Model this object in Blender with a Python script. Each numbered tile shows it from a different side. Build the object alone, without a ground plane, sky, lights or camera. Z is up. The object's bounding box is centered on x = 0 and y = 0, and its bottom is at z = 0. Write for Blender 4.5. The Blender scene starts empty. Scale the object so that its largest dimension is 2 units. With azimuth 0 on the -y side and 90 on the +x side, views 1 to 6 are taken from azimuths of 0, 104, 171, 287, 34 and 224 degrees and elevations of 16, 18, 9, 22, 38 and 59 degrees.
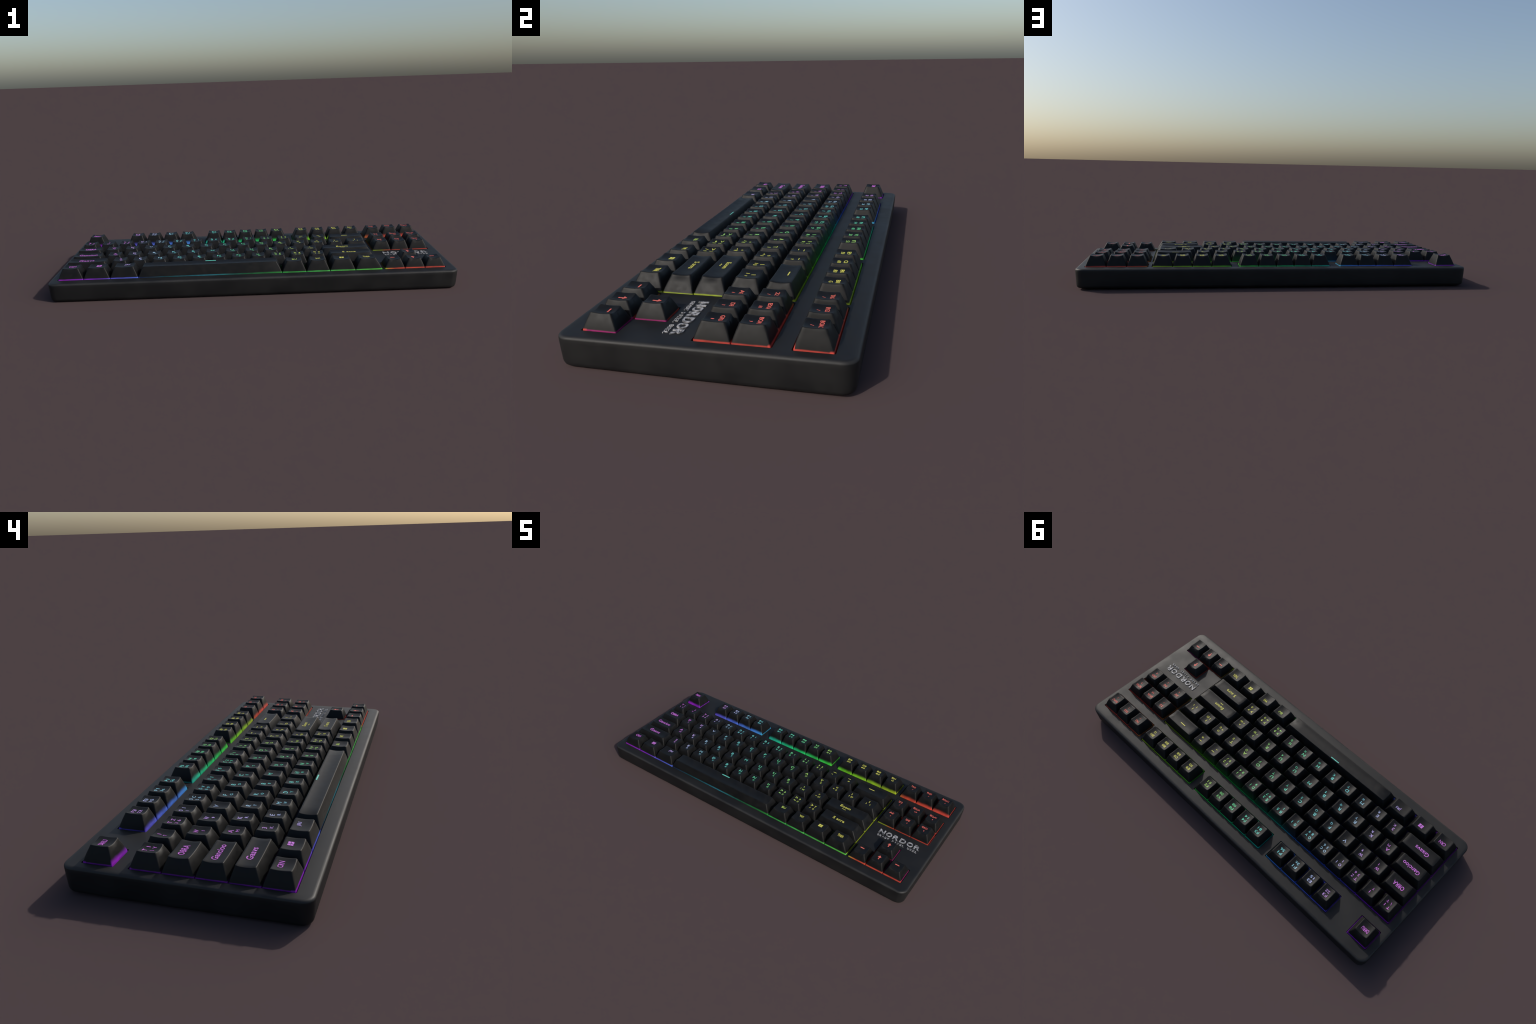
"""Tenkeyless back-lit keyboard: a rounded case with sunken key bays,
sculpted key caps with glowing printed legends, rainbow light in the bays,
and raised lettering beside the arrow keys."""
import bpy, bmesh, math, random
from mathutils import Vector

random.seed(7)

# ------------------------------------------------------------------ sizes
HALF_X, HALF_Y = 1.000, 0.410      # outline of the case
TOP_Z = 0.0980                     # deck height in the middle
TILT = 0.0125                      # the deck rises towards the back
BAY_GAP = 0.0045                   # clearance of a bay round its keys
BAY_DEPTH = 0.026


def deck(y):
    return TOP_Z + TILT * y


# ------------------------------------------------------------------ nodes
class Nodes:
    """Small helper to write node trees as expressions."""
    def __init__(self, name):
        self.mat = bpy.data.materials.new(name)
        self.mat.use_nodes = True
        self.t = self.mat.node_tree
        self.bsdf = self.t.nodes["Principled BSDF"]

    def node(self, kind, **props):
        n = self.t.nodes.new(kind)
        for k, v in props.items():
            setattr(n, k, v)
        return n

    def link(self, a, b):
        self.t.links.new(a, b)

    def put(self, sock, v):
        if isinstance(v, bpy.types.NodeSocket):
            self.link(v, sock)
        else:
            sock.default_value = v

    def math(self, op, a, b=0.0, clamp=False):
        n = self.node("ShaderNodeMath", operation=op, use_clamp=clamp)
        self.put(n.inputs[0], a)
        self.put(n.inputs[1], b)
        return n.outputs[0]

    def smooth(self, v, lo, hi, a=0.0, b=1.0, mode="SMOOTHSTEP"):
        n = self.node("ShaderNodeMapRange", interpolation_type=mode)
        self.put(n.inputs[0], v)
        for i, x in enumerate((lo, hi, a, b)):
            self.put(n.inputs[1 + i], x)
        return n.outputs[0]

    def band(self, v, lo, hi, soft=0.002):
        return self.math("MULTIPLY", self.smooth(v, lo - soft, lo + soft),
                         self.smooth(v, hi - soft, hi + soft, 1.0, 0.0))

    def mix(self, f, a, b):
        n = self.node("ShaderNodeMix", data_type="RGBA")
        self.put(n.inputs[0], f)
        self.put(n.inputs[6], a)
        self.put(n.inputs[7], b)
        return n.outputs[2]

    def ramp(self, f, stops):
        n = self.node("ShaderNodeValToRGB")
        self.put(n.inputs[0], f)
        e = n.color_ramp.elements
        while len(e) < len(stops):
            e.new(0.5)
        for el, (p, c) in zip(e, stops):
            el.position = p
            el.color = (*c, 1.0)
        return n.outputs[0]

    def noise(self, vec, scale, detail=3.0, rough=0.55):
        n = self.node("ShaderNodeTexNoise")
        n.inputs["Scale"].default_value = scale
        n.inputs["Detail"].default_value = detail
        n.inputs["Roughness"].default_value = rough
        self.put(n.inputs["Vector"], vec)
        return n.outputs[0]

    def world_xyz(self):
        g = self.node("ShaderNodeNewGeometry")
        s = self.node("ShaderNodeSeparateXYZ")
        self.link(g.outputs["Position"], s.inputs[0])
        return g.outputs["Position"], s.outputs

    def local_xyz(self):
        g = self.node("ShaderNodeTexCoord")
        s = self.node("ShaderNodeSeparateXYZ")
        self.link(g.outputs["Object"], s.inputs[0])
        return g.outputs["Object"], s.outputs

    def bump(self, height, strength, distance=0.001):
        n = self.node("ShaderNodeBump")
        n.inputs["Strength"].default_value = strength
        n.inputs["Distance"].default_value = distance
        self.link(height, n.inputs["Height"])
        self.link(n.outputs[0], self.bsdf.inputs["Normal"])

    def set(self, **kw):
        for k, v in kw.items():
            self.put(self.bsdf.inputs[k.replace("_", " ")], v)


def srgb(r, g, b):
    def f(c):
        c /= 255.0
        return c / 12.92 if c <= 0.04045 else ((c + 0.055) / 1.055) ** 2.4
    return (f(r), f(g), f(b))


def at(x):
    """position on the rainbow: x from -1..1 to 0..1"""
    return (x + 1.0) / 2.0


# rainbow of the light from left to right
GLOW = [(at(-0.95), srgb(165, 40, 205)), (at(-0.78), srgb(150, 50, 225)),
        (at(-0.70), srgb(108, 98, 232)), (at(-0.55), srgb(90, 125, 242)),
        (at(-0.36), srgb(78, 150, 240)), (at(-0.27), srgb(45, 205, 180)),
        (at(-0.05), srgb(40, 225, 130)), (at(0.17), srgb(70, 225, 80)),
        (at(0.30), srgb(125, 220, 45)), (at(0.643), srgb(185, 205, 50)),
        (at(0.652), srgb(225, 140, 65)), (at(0.685), srgb(220, 85, 60)),
        (at(0.95), srgb(220, 80, 68))]
# rainbow of the printed legends
PRINT = [(at(-0.93), srgb(225, 105, 235)), (at(-0.72), srgb(225, 125, 240)),
         (at(-0.62), srgb(200, 180, 250)), (at(-0.54), srgb(180, 215, 250)),
         (at(-0.42), srgb(120, 230, 235)), (at(-0.20), srgb(95, 235, 210)),
         (at(-0.06), srgb(90, 235, 165)), (at(0.06), srgb(125, 235, 125)),
         (at(0.18), srgb(195, 235, 85)), (at(0.30), srgb(235, 235, 80)),
         (at(0.62), srgb(240, 230, 80)), (at(0.66), srgb(255, 110, 85)),
         (at(0.95), srgb(255, 95, 80))]


# ------------------------------------------------------------------ materials
def case_material():
    m = Nodes("black_satin_plastic")
    obj, xyz = m.local_xyz()
    blotch = m.noise(obj, 9.0, 4.0)
    fine = m.noise(obj, 160.0, 2.0)
    c = m.mix(m.smooth(blotch, 0.35, 0.7), (0.0085, 0.0087, 0.0092, 1),
              (0.0125, 0.0125, 0.0125, 1))
    level = m.math("SUBTRACT", xyz[2], m.math("MULTIPLY", xyz[1], TILT))
    rim = m.math("MULTIPLY", m.band(level, 0.0905, 0.0970, 0.0015), m.smooth(blotch, 0.3, 0.65, 0.5, 1.0))
    c = m.mix(rim, c, (0.026, 0.0255, 0.025, 1))          # sun highlight on the top bevel, painted paler
    m.set(Base_Color=c, Roughness=m.smooth(blotch, 0.3, 0.75, 0.50, 0.60),
          Specular_IOR_Level=0.26)
    m.bump(fine, 0.08)
    return m.mat


def light_colour(m, w):
    """colour of the light at a place: the rainbow, shifted in some corners"""
    right = m.smooth(w[0], 0.643, 0.647)
    shift = m.math("MULTIPLY", right, m.math("MULTIPLY", m.band(w[1], -0.045, -0.012), 0.060))
    shift = m.math("ADD", shift, m.math("MULTIPLY", right, m.smooth(w[1], -0.325, -0.335, 0.0, 0.014)))
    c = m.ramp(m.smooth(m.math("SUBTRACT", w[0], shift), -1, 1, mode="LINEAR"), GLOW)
    c = m.mix(m.math("MULTIPLY", m.smooth(w[1], -0.335, -0.34), m.band(w[0], -0.56, 0.642, 0.003)), c,
              m.ramp(m.smooth(w[0], -1, 1, mode="LINEAR"),        # along the front edge
                     [(at(-0.56), srgb(40, 60, 130)), (at(-0.42), srgb(35, 120, 130)), (at(-0.22), srgb(65, 175, 200)),
                      (at(-0.05), srgb(40, 130, 90)), (at(0.13), srgb(60, 180, 80)),
                      (at(0.30), srgb(80, 205, 95)), (at(0.64), srgb(105, 210, 80))]))
    magenta = m.math("MULTIPLY", m.smooth(w[0], 0.835, 0.845), m.band(w[1], -0.335, -0.135, 0.01))
    return m.mix(magenta, c, (*srgb(190, 40, 130), 1))


def key_material():
    m = Nodes("black_key_plastic")
    pos, w = m.world_xyz()
    _, l = m.local_xyz()
    smear = m.noise(pos, 34.0, 4.0, 0.6)
    dark = m.mix(m.smooth(smear, 0.35, 0.72), (0.0044, 0.0045, 0.0047, 1),
                 (0.0085, 0.0082, 0.0078, 1))
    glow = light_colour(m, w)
    # how high the glow is painted up the skirts of each row
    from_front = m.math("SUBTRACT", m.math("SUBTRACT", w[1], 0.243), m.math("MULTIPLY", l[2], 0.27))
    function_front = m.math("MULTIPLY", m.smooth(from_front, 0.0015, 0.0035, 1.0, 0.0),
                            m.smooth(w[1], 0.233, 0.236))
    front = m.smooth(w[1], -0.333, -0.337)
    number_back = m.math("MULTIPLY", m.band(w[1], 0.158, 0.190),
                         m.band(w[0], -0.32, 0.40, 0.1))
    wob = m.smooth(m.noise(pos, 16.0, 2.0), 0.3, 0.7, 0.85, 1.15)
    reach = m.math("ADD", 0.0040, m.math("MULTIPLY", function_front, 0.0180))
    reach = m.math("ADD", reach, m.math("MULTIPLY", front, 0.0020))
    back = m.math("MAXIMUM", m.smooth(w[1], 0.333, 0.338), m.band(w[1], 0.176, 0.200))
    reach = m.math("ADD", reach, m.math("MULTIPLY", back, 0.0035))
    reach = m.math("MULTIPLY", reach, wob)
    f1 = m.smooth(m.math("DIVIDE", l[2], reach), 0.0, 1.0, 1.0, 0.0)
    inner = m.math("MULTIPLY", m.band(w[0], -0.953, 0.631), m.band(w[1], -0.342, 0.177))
    amount = m.smooth(inner, 0.0, 1.0, 0.45, 0.12)      # painted glow dimmed between the keys
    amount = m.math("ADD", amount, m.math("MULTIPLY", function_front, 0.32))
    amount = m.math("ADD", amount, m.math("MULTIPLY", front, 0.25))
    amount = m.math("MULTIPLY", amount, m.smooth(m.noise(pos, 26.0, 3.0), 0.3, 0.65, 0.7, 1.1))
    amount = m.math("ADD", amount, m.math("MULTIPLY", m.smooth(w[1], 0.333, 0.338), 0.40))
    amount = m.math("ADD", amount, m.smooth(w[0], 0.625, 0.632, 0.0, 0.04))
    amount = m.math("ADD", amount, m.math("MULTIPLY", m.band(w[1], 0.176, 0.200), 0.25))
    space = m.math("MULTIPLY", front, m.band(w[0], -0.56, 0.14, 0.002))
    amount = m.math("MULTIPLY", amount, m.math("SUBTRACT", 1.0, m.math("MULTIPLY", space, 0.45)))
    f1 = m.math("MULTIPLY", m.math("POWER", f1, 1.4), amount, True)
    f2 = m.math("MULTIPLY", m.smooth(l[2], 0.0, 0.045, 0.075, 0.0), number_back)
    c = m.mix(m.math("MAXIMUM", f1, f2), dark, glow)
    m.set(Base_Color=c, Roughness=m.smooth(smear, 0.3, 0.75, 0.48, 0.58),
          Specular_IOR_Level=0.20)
    m.bump(m.noise(pos, 240.0, 2.0), 0.06)
    return m.mat


def light_material():
    m = Nodes("rainbow_backlight")
    pos, w = m.world_xyz()
    glow = light_colour(m, w)
    n = m.smooth(m.noise(pos, 14.0, 2.0), 0.3, 0.7, 0.25, 0.9)
    # strip colour much darker between the keys of the main block
    inner = m.math("MULTIPLY", m.band(w[0], -0.955, 0.634), m.band(w[1], -0.346, 0.181))
    n = m.math("MULTIPLY", n, m.math("SUBTRACT", 1.0, m.math("MULTIPLY", inner, 0.80)))
    n = m.math("MULTIPLY", n, m.smooth(w[0], -0.961, -0.957, 0.30, 1.0))
    n = m.math("MULTIPLY", n, m.math("SUBTRACT", 1.0, m.math("MULTIPLY", m.band(w[0], 0.645, 0.662), 0.8)))
    c = m.mix(n, (0.003, 0.003, 0.004, 1), glow)
    m.set(Base_Color=c, Roughness=0.5, Emission_Color=c, Emission_Strength=0.15)
    return m.mat


def print_material():
    m = Nodes("translucent_legend")
    pos, w = m.world_xyz()
    c = m.ramp(m.smooth(w[0], -1, 1, mode="LINEAR"), PRINT)
    n = m.smooth(m.noise(pos, 120.0, 2.0), 0.3, 0.7, 0.55, 0.88)
    c = m.mix(n, (0.02, 0.02, 0.02, 1), m.mix(0.15, c, (0.45, 0.45, 0.45, 1)))
    m.set(Base_Color=c, Roughness=0.55, Specular_IOR_Level=0.25)
    return m.mat


def badge_material():
    m = Nodes("silver_lettering")
    pos, _ = m.world_xyz()
    n = m.noise(pos, 90.0, 3.0)
    c = m.mix(m.smooth(n, 0.3, 0.7), (0.03, 0.03, 0.032, 1), (0.42, 0.42, 0.43, 1))
    m.set(Base_Color=c, Roughness=0.55, Specular_IOR_Level=0.3)
    return m.mat


MAT_CASE, MAT_KEY, MAT_LIGHT = case_material(), key_material(), light_material()
MAT_PRINT, MAT_BADGE = print_material(), badge_material()


# ------------------------------------------------------------------ geometry helpers
def rounded_rect(hx, hy, r, seg, side=0):
    """closed loop, counter-clockwise, with `side` extra points on each edge"""
    pts = []
    for q, (cx, cy) in enumerate(((hx - r, hy - r), (-hx + r, hy - r),
                                  (-hx + r, -hy + r), (hx - r, -hy + r))):
        arc = [(cx + r * math.cos(math.pi / 2 * (q + i / seg)),
                cy + r * math.sin(math.pi / 2 * (q + i / seg))) for i in range(seg + 1)]
        if side and pts:
            a, b = pts[-1], arc[0]
            pts += [(a[0] + (b[0] - a[0]) * k / (side + 1),
                     a[1] + (b[1] - a[1]) * k / (side + 1)) for k in range(1, side + 1)]
        pts += arc
    if side:
        a, b = pts[-1], pts[0]
        pts += [(a[0] + (b[0] - a[0]) * k / (side + 1),
                 a[1] + (b[1] - a[1]) * k / (side + 1)) for k in range(1, side + 1)]
    return pts


def loft(bm, loops):
    rings = [[bm.verts.new(p) for p in l] for l in loops]
    n = len(rings[0])
    for a, b in zip(rings, rings[1:]):
        for i in range(n):
            j = (i + 1) % n
            bm.faces.new((a[i], a[j], b[j], b[i]))
    return rings


def new_object(name, mesh, parent, mat=None, smooth_angle=None):
    ob = bpy.data.objects.new(name, mesh)
    bpy.context.collection.objects.link(ob)
    ob.parent = parent
    if mat and not mesh.materials:
        mesh.materials.append(mat)
    return ob


def finish(bm, name, angle=40):
    bmesh.ops.recalc_face_normals(bm, faces=bm.faces)
    me = bpy.data.meshes.new(name)
    bm.to_mesh(me)
    bm.free()
    me.polygons.foreach_set("use_smooth", [True] * len(me.polygons))
    me.set_sharp_from_angle(angle=math.radians(angle))
    return me


# ------------------------------------------------------------------ the thing
keyboard = bpy.data.objects.new("keyboard", None)
bpy.context.collection.objects.link(keyboard)
keyboard["label"] = "black tenkeyless mechanical keyboard with rainbow backlit keys"
keyboard["category"] = "keyboard"

# ------------------------------------------------------------------ key layout
# a key: left and right edge of its dished top, row, legend
ROWS = {            # top: front y, back y; base: front y, back y; top corner height
    "function": ((0.2590, 0.3260), (0.2430, 0.3470), 0.1590),
    "number":   ((0.0985, 0.1665), (0.0780, 0.1840), 0.1550),
    "upper":    ((-0.0120, 0.0575), (-0.0330, 0.0750), 0.1540),
    "home":     ((-0.1225, -0.0540), (-0.1400, -0.0360), 0.1515),
    "lower":    ((-0.2255, -0.1590), (-0.2445, -0.1430), 0.1515),
    "bottom":   ((-0.3340, -0.2660), (-0.3490, -0.2475), 0.1500),
    "nav_one":  ((0.0950, 0.1665), (0.0790, 0.1840), 0.1525),
    "nav_two":  ((-0.0110, 0.0575), (-0.0260, 0.0760), 0.1490),
    "arrow_up": ((-0.2235, -0.1605), (-0.2400, -0.1430), 0.1430),
    "arrow":    ((-0.3340, -0.2680), (-0.3480, -0.2480), 0.1420),
}


def run(first, pitch, legends, w=0.062):
    return [(first + i * pitch - w / 2, first + i * pitch + w / 2, s)
            for i, s in enumerate(legends)]


# legends: glyph groups (text, centre u, centre v, height, width) in millimetres
def big(a, b=""):
    out = [(a, -1, 11, 17, 20)]
    if b:
        out.append((b, 7, -11, 12, 13))
    return out


def quad(tl, tr, bl="", br=""):
    out = [(tl, -11, 13, 15, 13), (tr, 11, 10, 14, 11)]
    if bl:
        out.append((bl, -10, -11, 13, 11))
    if br:
        out.append((br, 10, -12, 13, 12))
    return out


def duo(a, b):
    return [(a, -2, 13, 14, 24), (b, 0, -9, 13, 23)]


def tag(a, b="", w=34):
    out = [(a, -3, 14, 13, w)]
    if b:
        out.append((b, 2, -10, 10, 14 if len(b) > 1 else 5))
    return out


def word(a, w, h=20, u=0, v=4):
    return [(a, u, v, h, w)]


def dash(u, v, length, thick):
    return [("-", u, v, thick, length)]


BLOCKS = [
    ("function", [(-0.940, -0.872, word("DRRU", 36, 18, -2, 4))]),
    ("function", run(-0.6685, 0.0975, [duo("F3", "22"), duo("E3", "15"), duo("F1", "3t"), duo("P1", "56")])),
    ("function", run(-0.2205, 0.0922, [duo("F3", "81"), duo("F4", "14"), duo("F8", "08"), duo("V3", "28"), duo("F2", "51")])),
    ("function", run(0.2920, 0.0973, [duo("E9", "50"), duo("C8", "68"), duo("B0", "88"), duo("B01", "G")])),
    ("function", run(0.7100, 0.0985, [tag("TAG", "/", 26), tag("RGS", "/", 27), tag("BOAC", "/", 38)])),
    ("number", run(-0.9045, 0.0985, [quad("T", "I", "\\", "Y"), [("I", 0, 13, 14, 4), ("T", -5, -9, 12, 8)],
        quad("T", "Z", "3", "6"), quad("O", "1", "1"), quad("O", "C", "3", "6"), quad("O", "V", "8", "9"),
        quad("0", "1", "1"), quad("B", "5", "1"), quad("E", "2", "9", "7"), quad("D", "1", ","),
        quad("1", "1", "8", "4"), quad("1", "2", "9", "/"),
        dash(0, 12, 20, 3) + dash(-7, -9, 9, 3), dash(0, 12, 17, 3) + [("*", 6, -10, 12, 13)]])
        + [(0.443, 0.618, dash(-6, 8, 34, 4))]),
    ("upper", [(-0.939, -0.824, word("OBRA", 60, 22))]
        + run(-0.7560, 0.1010, [big("W", "1"), big("W", ","), big("V"), big("F", "G"), big("B", "O"), big("C", "S"),
            big("P", "T"), big("U", "T"), big("O", "r"), big("A", "D"), big("T", "E"),
            [("o", 2, 12, 11, 12), ("<", -10, -8, 9, 9), ("0", 8, -11, 13, 14)],
            [("I", -2, 13, 15, 4), ("I", -9, -9, 12, 4), ("D", 9, -10, 13, 14)]])
        + [(0.522, 0.607, [("I", 0, 13, 15, 5), ("1", -10, -8, 13, 6), ("'", 13, -9, 9, 6)])]),
    ("home", [(-0.937, -0.798, word("Gancioo", 96, 22))]
        + run(-0.7270, 0.1033, [big("A", "M"), big("K", "R"), big("R", "Y"), big("R", "Q"), big("B", "'"), big("M"),
            big("U", "Q"), big("U", "4"), big("R", "R"),
            [("'", 0, 13, 9, 10), ("/", -10, -8, 12, 7), ("W", 8, -11, 14, 17)],
            [("^", 0, 13, 8, 12), ("-", -10, -9, 3, 8), ("W", 8, -10, 14, 17)]])
        + [(0.377, 0.608, word("Eoom", 62, 17, -14, 8) + [("~", -14, -13, 6, 24)])]),
    ("lower", [(-0.939, -0.752, word("Gaavs", 78, 22, -6, 4))]
        + run(-0.6785, 0.1011, [big("3", "K"), big("E", "R"), big("M", "W"), big("D", "Y"), big("B", "K"), big("H", "W"),
            big("N", "W"), [("u", -2, 11, 13, 14), ("0", 5, -10, 14, 17)],
            quad(">", ",", "-", "0"), quad(">", ",", "-", "0"), quad(">", "7", "/", "0")])
        + [(0.402, 0.605, word("S acra", 70, 18, -6, 4))]),
    ("bottom", [(-0.937, -0.859, word("CRN", 36, 18, 2, 9)), (-0.812, -0.729, word("window", 25, 20, 5, 9)),
                (-0.681, -0.588, word("JRI", 28, 17, 8, 10)), (-0.544, 0.119, dash(2, 27, 52, 5)),
                (0.166, 0.241, word("BU", 24, 15, 4, 10)), (0.286, 0.358, word("WI", 24, 16, 2, 10)),
                (0.402, 0.482, word("window", 23, 19, 2, 10)), (0.530, 0.608, word("TNEA", 34, 18, 0, 9))]),
    ("nav_one", run(0.7070, 0.0980, [tag("22", "/", 23), tag("EDOA", "10", 37), tag("BOAI", ",", 37)])),
    ("nav_two", run(0.7050, 0.0975, [tag("AE", "^", 25), tag("DE", "v", 23), tag("GRD", ".", 32)])),
    ("arrow_up", [(0.770, 0.831, [("arrow", 0, 3, 28, 20)])]),
    ("arrow", run(0.7010, 0.0985, [dash(-2, 10, 22, 5), [("arrow", 0, 3, 28, 20)], dash(-2, 10, 22, 5)], 0.061)),
]

# ------------------------------------------------------------------ key caps
WALL = [  # height fraction, how far the wall has moved from base to top outline
    (-0.45, -0.08), (0.0, 0.0), (0.03, 0.02), (0.30, 0.25), (0.62, 0.57), (0.88, 0.87)]


class Cap:
    """A key cap: rectangular base, smaller shifted top with a saddle dish."""
    def __init__(self, base, top, height):
        self.bx, self.by = base          # half sizes of the base
        self.tx, self.ty = top[0], top[1]
        self.ox, self.oy = top[2], top[3]   # shift of the top
        self.h = height
        self.dip_x = 0.0062 * min(1.0, 0.034 / self.tx)
        self.dip_y = 0.0027
        if self.tx > 0.055:              # long keys sit lower and are scooped front to back
            self.h -= 0.0030
            self.dip_y = 0.0045

    def top_z(self, x, y):
        u = max(-1.0, min(1.0, (x - self.ox) / self.tx))
        v = max(-1.0, min(1.0, (y - self.oy) / self.ty))
        return self.h - self.dip_x * (1 - u * u) - self.dip_y * (1 - v * v)

    def mesh(self):
        bm = bmesh.new()
        seg, side = 3, 7
        loops = []

        def ring(t, grow, radius, z=None, drop=None):
            hx = self.bx + (self.tx - self.bx) * t + grow
            hy = self.by + (self.ty - self.by) * t + grow
            pts = rounded_rect(hx, hy, radius, seg, side)
            out = []
            for x, y in pts:
                px, py = x + self.ox * t, y + self.oy * t
                zz = z if z is not None else self.top_z(px, py) - drop
                out.append((px, py, zz))
            return out
        for f, t in WALL:
            loops.append(ring(t, 0.0, 0.0035 + 0.003 * max(t, 0), z=f * self.h * 0.93))
        # rounded rim that follows the dish, then rings closing over the top
        loops.append(ring(1.0, 0.0005, 0.0065, drop=0.0030))
        loops.append(ring(1.0, -0.0006, 0.0062, drop=0.0010))
        loops.append(ring(1.0, -0.0024, 0.0056, drop=0.0001))
        for s in (0.80, 0.55, 0.28):
            pts = rounded_rect(self.tx * s, self.ty * s, 0.005 * s, seg, side)
            loops.append([(x + self.ox, y + self.oy,
                           self.top_z(x + self.ox, y + self.oy)) for x, y in pts])
        rings = loft(bm, loops)
        c = bm.verts.new((self.ox, self.oy, self.top_z(self.ox, self.oy)))
        last = rings[-1]
        for i in range(len(last)):
            bm.faces.new((last[i], last[(i + 1) % len(last)], c))
        bm.faces.new(list(reversed(rings[0])))
        return finish(bm, "keycap", 60)


# ------------------------------------------------------------------ legends
glyph_cache = {}


def glyph_mesh(text, bold=0.010):
    """flat filled outline of a text as (vertices, faces), unit box centred on 0"""
    if (text, bold) in glyph_cache:
        return glyph_cache[(text, bold)]
    aspect = None                       # drawn shapes stretch freely
    if text == "-":
        v = [(-.5, -.5), (.5, -.5), (.5, .5), (-.5, .5)]
        f = [(0, 1, 2, 3)]
    elif text == "window":              # four slanted panes
        v, f = [], []
        for cx, cy in ((-.27, -.25), (.25, -.25), (-.25, .27), (.27, .27)):
            k = len(v)
            v += [(cx - .22, cy - .24), (cx + .21, cy - .22), (cx + .23, cy + .23), (cx - .20, cy + .21)]
            f.append((k, k + 1, k + 2, k + 3))
    elif text == "arrow":
        v = [(-.5, .05), (.5, .05), (0, .5), (-.13, .05), (.13, .05), (.13, -.5), (-.13, -.5)]
        f = [(0, 3, 2), (3, 4, 2), (4, 1, 2), (6, 5, 4, 3)]
    else:
        cu = bpy.data.curves.new("glyph", "FONT")
        cu.body = text
        cu.size = 1.0
        cu.resolution_u = 3
        cu.offset = 0.0 if "M" in text else bold
        ob = bpy.data.objects.new("glyph", cu)
        bpy.context.collection.objects.link(ob)
        dg = bpy.context.evaluated_depsgraph_get()
        me = bpy.data.meshes.new_from_object(ob.evaluated_get(dg))
        xs = [p.co.x for p in me.vertices]
        ys = [p.co.y for p in me.vertices]
        sx, sy = max(xs) - min(xs), max(ys) - min(ys)
        mx, my = (max(xs) + min(xs)) / 2, (max(ys) + min(ys)) / 2
        v = [((p.co.x - mx) / sx, (p.co.y - my) / sy) for p in me.vertices]
        f = [tuple(p.vertices) for p in me.polygons]
        aspect = sx / sy
        bpy.data.objects.remove(ob)
        bpy.data.curves.remove(cu)
        bpy.data.meshes.remove(me)
    glyph_cache[(text, bold)] = (v, f, aspect)
    return glyph_cache[(text, bold)]


def legend_mesh(cap, groups):
    bm = bmesh.new()
    for text, u, v, h, w in groups:
        vs, fs, aspect = glyph_mesh(text)
        if text == "-":
            h = min(h, 5)                   # a stroke, not a block
        if aspect and len(text) == 1:
            w = min(w, h * aspect * 1.15)
        ring = []
        for a, b in vs:
            x = cap.ox + (u + a * w) / 1000.0
            y = cap.oy + (v + b * h) / 1000.0
            ring.append(bm.verts.new((x, y, cap.top_z(x, y) + 0.0007)))
        for f in fs:
            try:
                bm.faces.new([ring[i] for i in f])
            except ValueError:
                pass
    bmesh.ops.recalc_face_normals(bm, faces=bm.faces)
    for f in bm.faces:
        if f.normal.z < 0:
            f.normal_flip()
    top = list(bm.faces)
    ext = bmesh.ops.extrude_face_region(bm, geom=top)     # gives the print a body
    for e in ext["geom"]:
        if isinstance(e, bmesh.types.BMVert):
            e.co.z += 0.0003
    me = bpy.data.meshes.new("legend")
    bm.to_mesh(me)
    bm.free()
    me.materials.append(MAT_PRINT)
    return me


mesh_cache = {}
bays = []
KEY_GAP = 0.0030

for row, keys in BLOCKS:
    (tf, tb), (bf, bb), corner = ROWS[row]
    yc = (bf + bb) / 2
    edges = []
    for i, (l, r, _) in enumerate(keys):
        left = l - 0.0195 if i == 0 else (keys[i - 1][1] + l) / 2 + KEY_GAP / 2
        right = r + 0.0195 if i == len(keys) - 1 else (r + keys[i + 1][0]) / 2 - KEY_GAP / 2
        if row in ("number", "upper", "home", "lower", "bottom"):   # rows end flush
            left = -0.9585 if i == 0 else left
            right = 0.6380 if i == len(keys) - 1 else right
        edges.append((left, right))
    bays.append((edges[0][0], edges[-1][1], bf, bb))
    for (l, r, legend), (bl, br) in zip(keys, edges):
        xc = (bl + br) / 2
        dims = [round(q, 4) for q in ((br - bl) / 2, (bb - bf) / 2, (r - l) / 2, (tb - tf) / 2,
                                      (l + r) / 2 - xc, (tf + tb) / 2 - yc, corner - deck(yc))]
        cap = Cap(dims[:2], dims[2:6], dims[6])
        key = tuple(dims)
        if key not in mesh_cache:
            mesh_cache[key] = cap.mesh()
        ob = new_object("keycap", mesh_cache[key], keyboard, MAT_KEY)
        ob.location = (xc, yc, deck(yc) + random.uniform(-0.0004, 0.0004))
        ob.rotation_euler = (random.uniform(-.009, .009), random.uniform(-.008, .008), random.uniform(-.003, .003))
        new_object("legend", legend_mesh(cap, legend), ob)

# ------------------------------------------------------------------ case
PROFILE = [  # height, inset from the outline, corner radius
    (0.000, 0.018, 0.030), (0.0015, 0.0125, 0.033), (0.0055, 0.0080, 0.036), (0.011, 0.0055, 0.038),
    (0.018, 0.0040, 0.039), (0.050, 0.0020, 0.040), (0.078, 0.0003, 0.041), (0.0880, 0.0000, 0.041),
    (0.0920, 0.0009, 0.040), (0.0952, 0.0034, 0.038), (0.0973, 0.0075, 0.034), (0.0980, 0.0135, 0.030)]


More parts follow.
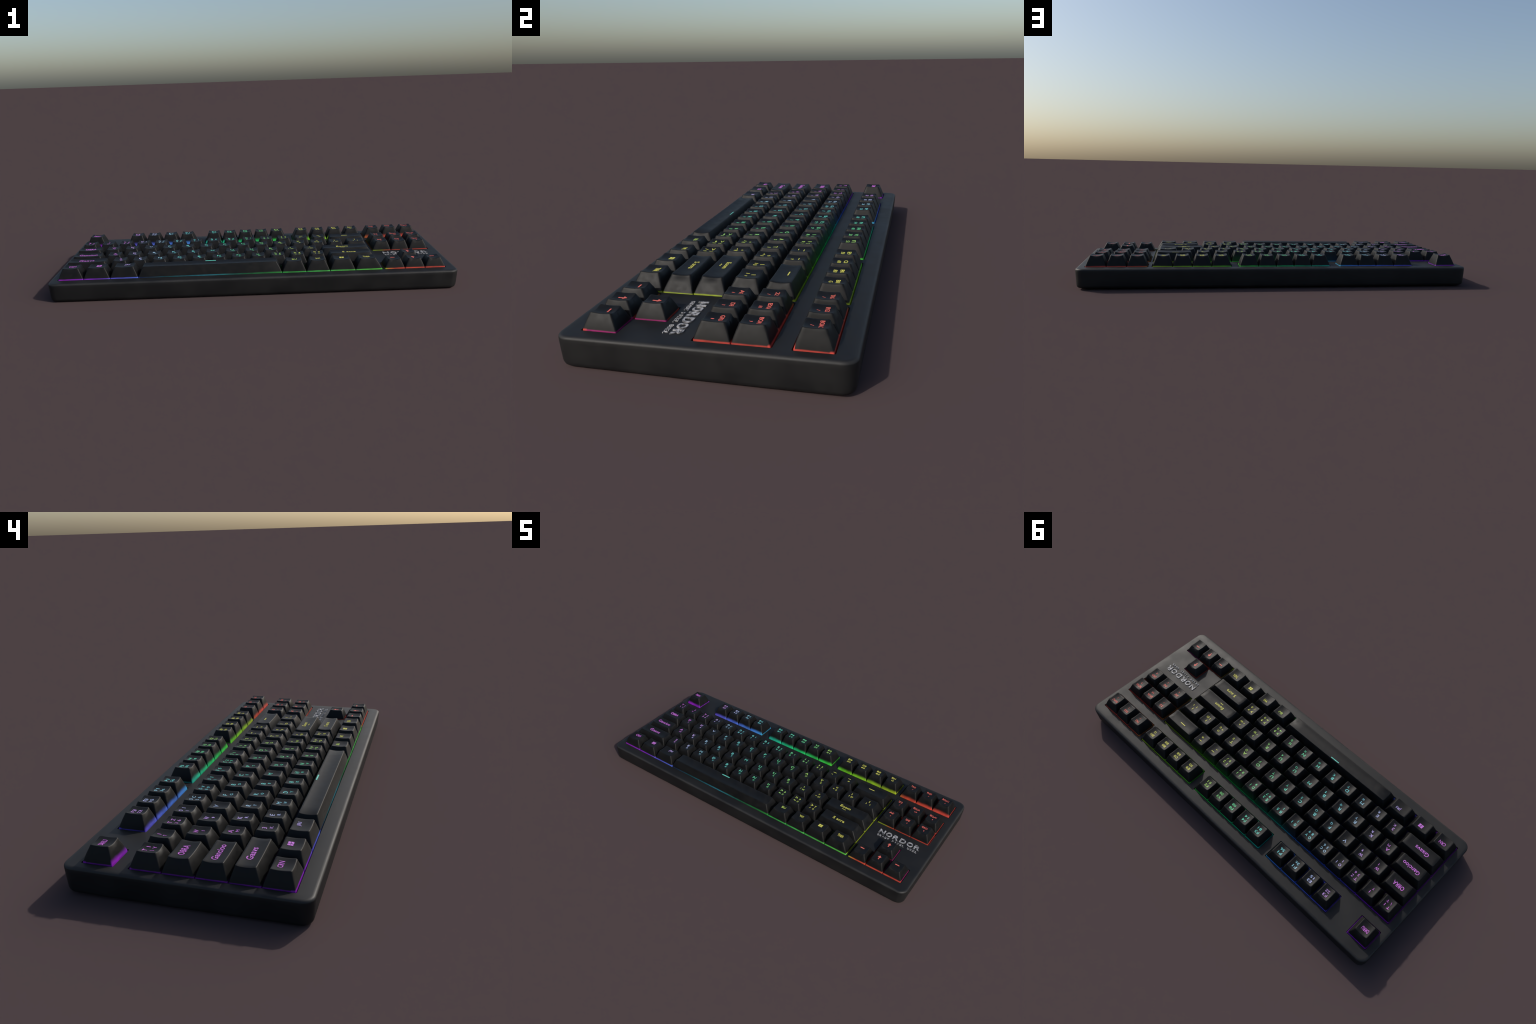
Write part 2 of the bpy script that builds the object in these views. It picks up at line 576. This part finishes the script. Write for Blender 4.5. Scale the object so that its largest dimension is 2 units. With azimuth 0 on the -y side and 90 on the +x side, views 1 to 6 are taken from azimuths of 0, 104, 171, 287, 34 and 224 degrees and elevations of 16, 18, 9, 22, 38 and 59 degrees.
def tilt(z, y):
    f = max(0.0, min(1.0, (z - 0.02) / 0.06))
    lift = 0.0060 * max(0.0, y / HALF_Y) ** 2 * max(0.0, 1 - z / 0.03)   # rear underside is raised
    return z + TILT * y * f + lift


bm = bmesh.new()
rings = loft(bm, [[(x, y, z) for x, y in rounded_rect(HALF_X - i, HALF_Y - i, r, 8, 6)]
                  for z, i, r in PROFILE])
bm.faces.new(list(reversed(rings[0])))
bm.faces.new(rings[-1])
case_mesh = finish(bm, "case", 50)
case = new_object("case", case_mesh, keyboard, MAT_CASE)


def merged_bays():
    """the six rows of the main block share one bay, the two navigation rows another"""
    b = {"main": None, "nav": None}
    out = []
    for (row, _), r in zip(BLOCKS, bays):
        g = ("main" if row in ("number", "upper", "home", "lower", "bottom")
             else "nav" if row.startswith("nav") else None)
        if g is None:
            out.append(r)
        elif b[g] is None:
            b[g] = r
        else:
            o = b[g]
            b[g] = (min(o[0], r[0]), max(o[1], r[1]), min(o[2], r[2]), max(o[3], r[3]))
    return out + [b["main"], b["nav"]]


def box_mesh(name, x0, x1, y0, y1, z0, z1):
    bm = bmesh.new()
    pts = rounded_rect((x1 - x0) / 2, (y1 - y0) / 2, 0.004, 2)
    cx, cy = (x0 + x1) / 2, (y0 + y1) / 2
    rings = loft(bm, [[(x + cx, y + cy, z) for x, y in pts] for z in (z0, z1)])
    bm.faces.new(list(reversed(rings[0])))
    bm.faces.new(rings[1])
    return finish(bm, name, 40)


for x0, x1, y0, y1 in merged_bays():
    g = BAY_GAP
    cutter = new_object("cutter", box_mesh("cutter", x0 - g, x1 + g, y0 - g, y1 + g,
                                           TOP_Z - BAY_DEPTH, TOP_Z + 0.05), None)
    mod = case.modifiers.new("bay", "BOOLEAN")
    mod.operation, mod.solver, mod.object = "DIFFERENCE", "EXACT", cutter
    dg = bpy.context.evaluated_depsgraph_get()
    me = bpy.data.meshes.new_from_object(case.evaluated_get(dg))
    case.modifiers.clear()
    old = case.data
    case.data = me
    bpy.data.meshes.remove(old)
    bpy.data.objects.remove(cutter)
    # light-emitting floor of the bay, just under the skirts of the keys
    strip = box_mesh("light_strip", x0 - g + .0004, x1 + g - .0004, y0 - g + .0004, y1 + g - .0004,
                     TOP_Z - 0.025, TOP_Z - 0.0170)
    for v in strip.vertices:
        v.co.z = tilt(v.co.z, v.co.y)
    new_object("light_strip", strip, keyboard, MAT_LIGHT)

case.data.name = "case"
for v in case.data.vertices:
    v.co.z = tilt(v.co.z, v.co.y)
if not case.data.materials:
    case.data.materials.append(MAT_CASE)
case.data.polygons.foreach_set("use_smooth", [True] * len(case.data.polygons))
case.data.set_sharp_from_angle(angle=math.radians(50))

# ------------------------------------------------------------------ raised lettering


def lettering(text, x0, x1, y0, y1, spread, bold):
    """letters set one by one so that the line fills its box"""
    bm = bmesh.new()
    cells = len(text)
    cw = (x1 - x0) / cells
    for i, ch in enumerate(text):
        if ch == " ":
            continue
        vs, fs, aspect = glyph_mesh(ch, bold)
        w = min(cw * spread, (y1 - y0) * aspect * 1.5)
        ring = []
        for a, b in vs:
            x = x0 + cw * (i + 0.5) + a * w
            y = (y0 + y1) / 2 + b * (y1 - y0)
            ring.append(bm.verts.new((x, y, deck(y) - 0.0005)))
        for f in fs:
            bm.faces.new([ring[k] for k in f])
    bmesh.ops.recalc_face_normals(bm, faces=bm.faces)
    for f in bm.faces:
        if f.normal.z < 0:
            f.normal_flip()
    ext = bmesh.ops.extrude_face_region(bm, geom=list(bm.faces))
    for e in ext["geom"]:
        if isinstance(e, bmesh.types.BMVert):
            e.co.z += 0.0035
    me = bpy.data.meshes.new("lettering")
    bm.to_mesh(me)
    bm.free()
    return me


new_object("lettering", lettering("NORDOR", 0.693, 0.936, -0.100, -0.067, 0.82, 0.030), case, MAT_BADGE)
new_object("lettering", lettering("GRADE PIXEL USEL", 0.697, 0.930, -0.122, -0.109, 0.68, 0.020), case, MAT_BADGE)

# rest the object on the ground
bpy.context.view_layer.update()
low = min((o.matrix_world @ v.co).z for o in bpy.data.objects if o.type == "MESH" for v in o.data.vertices)
keyboard.location.z -= low
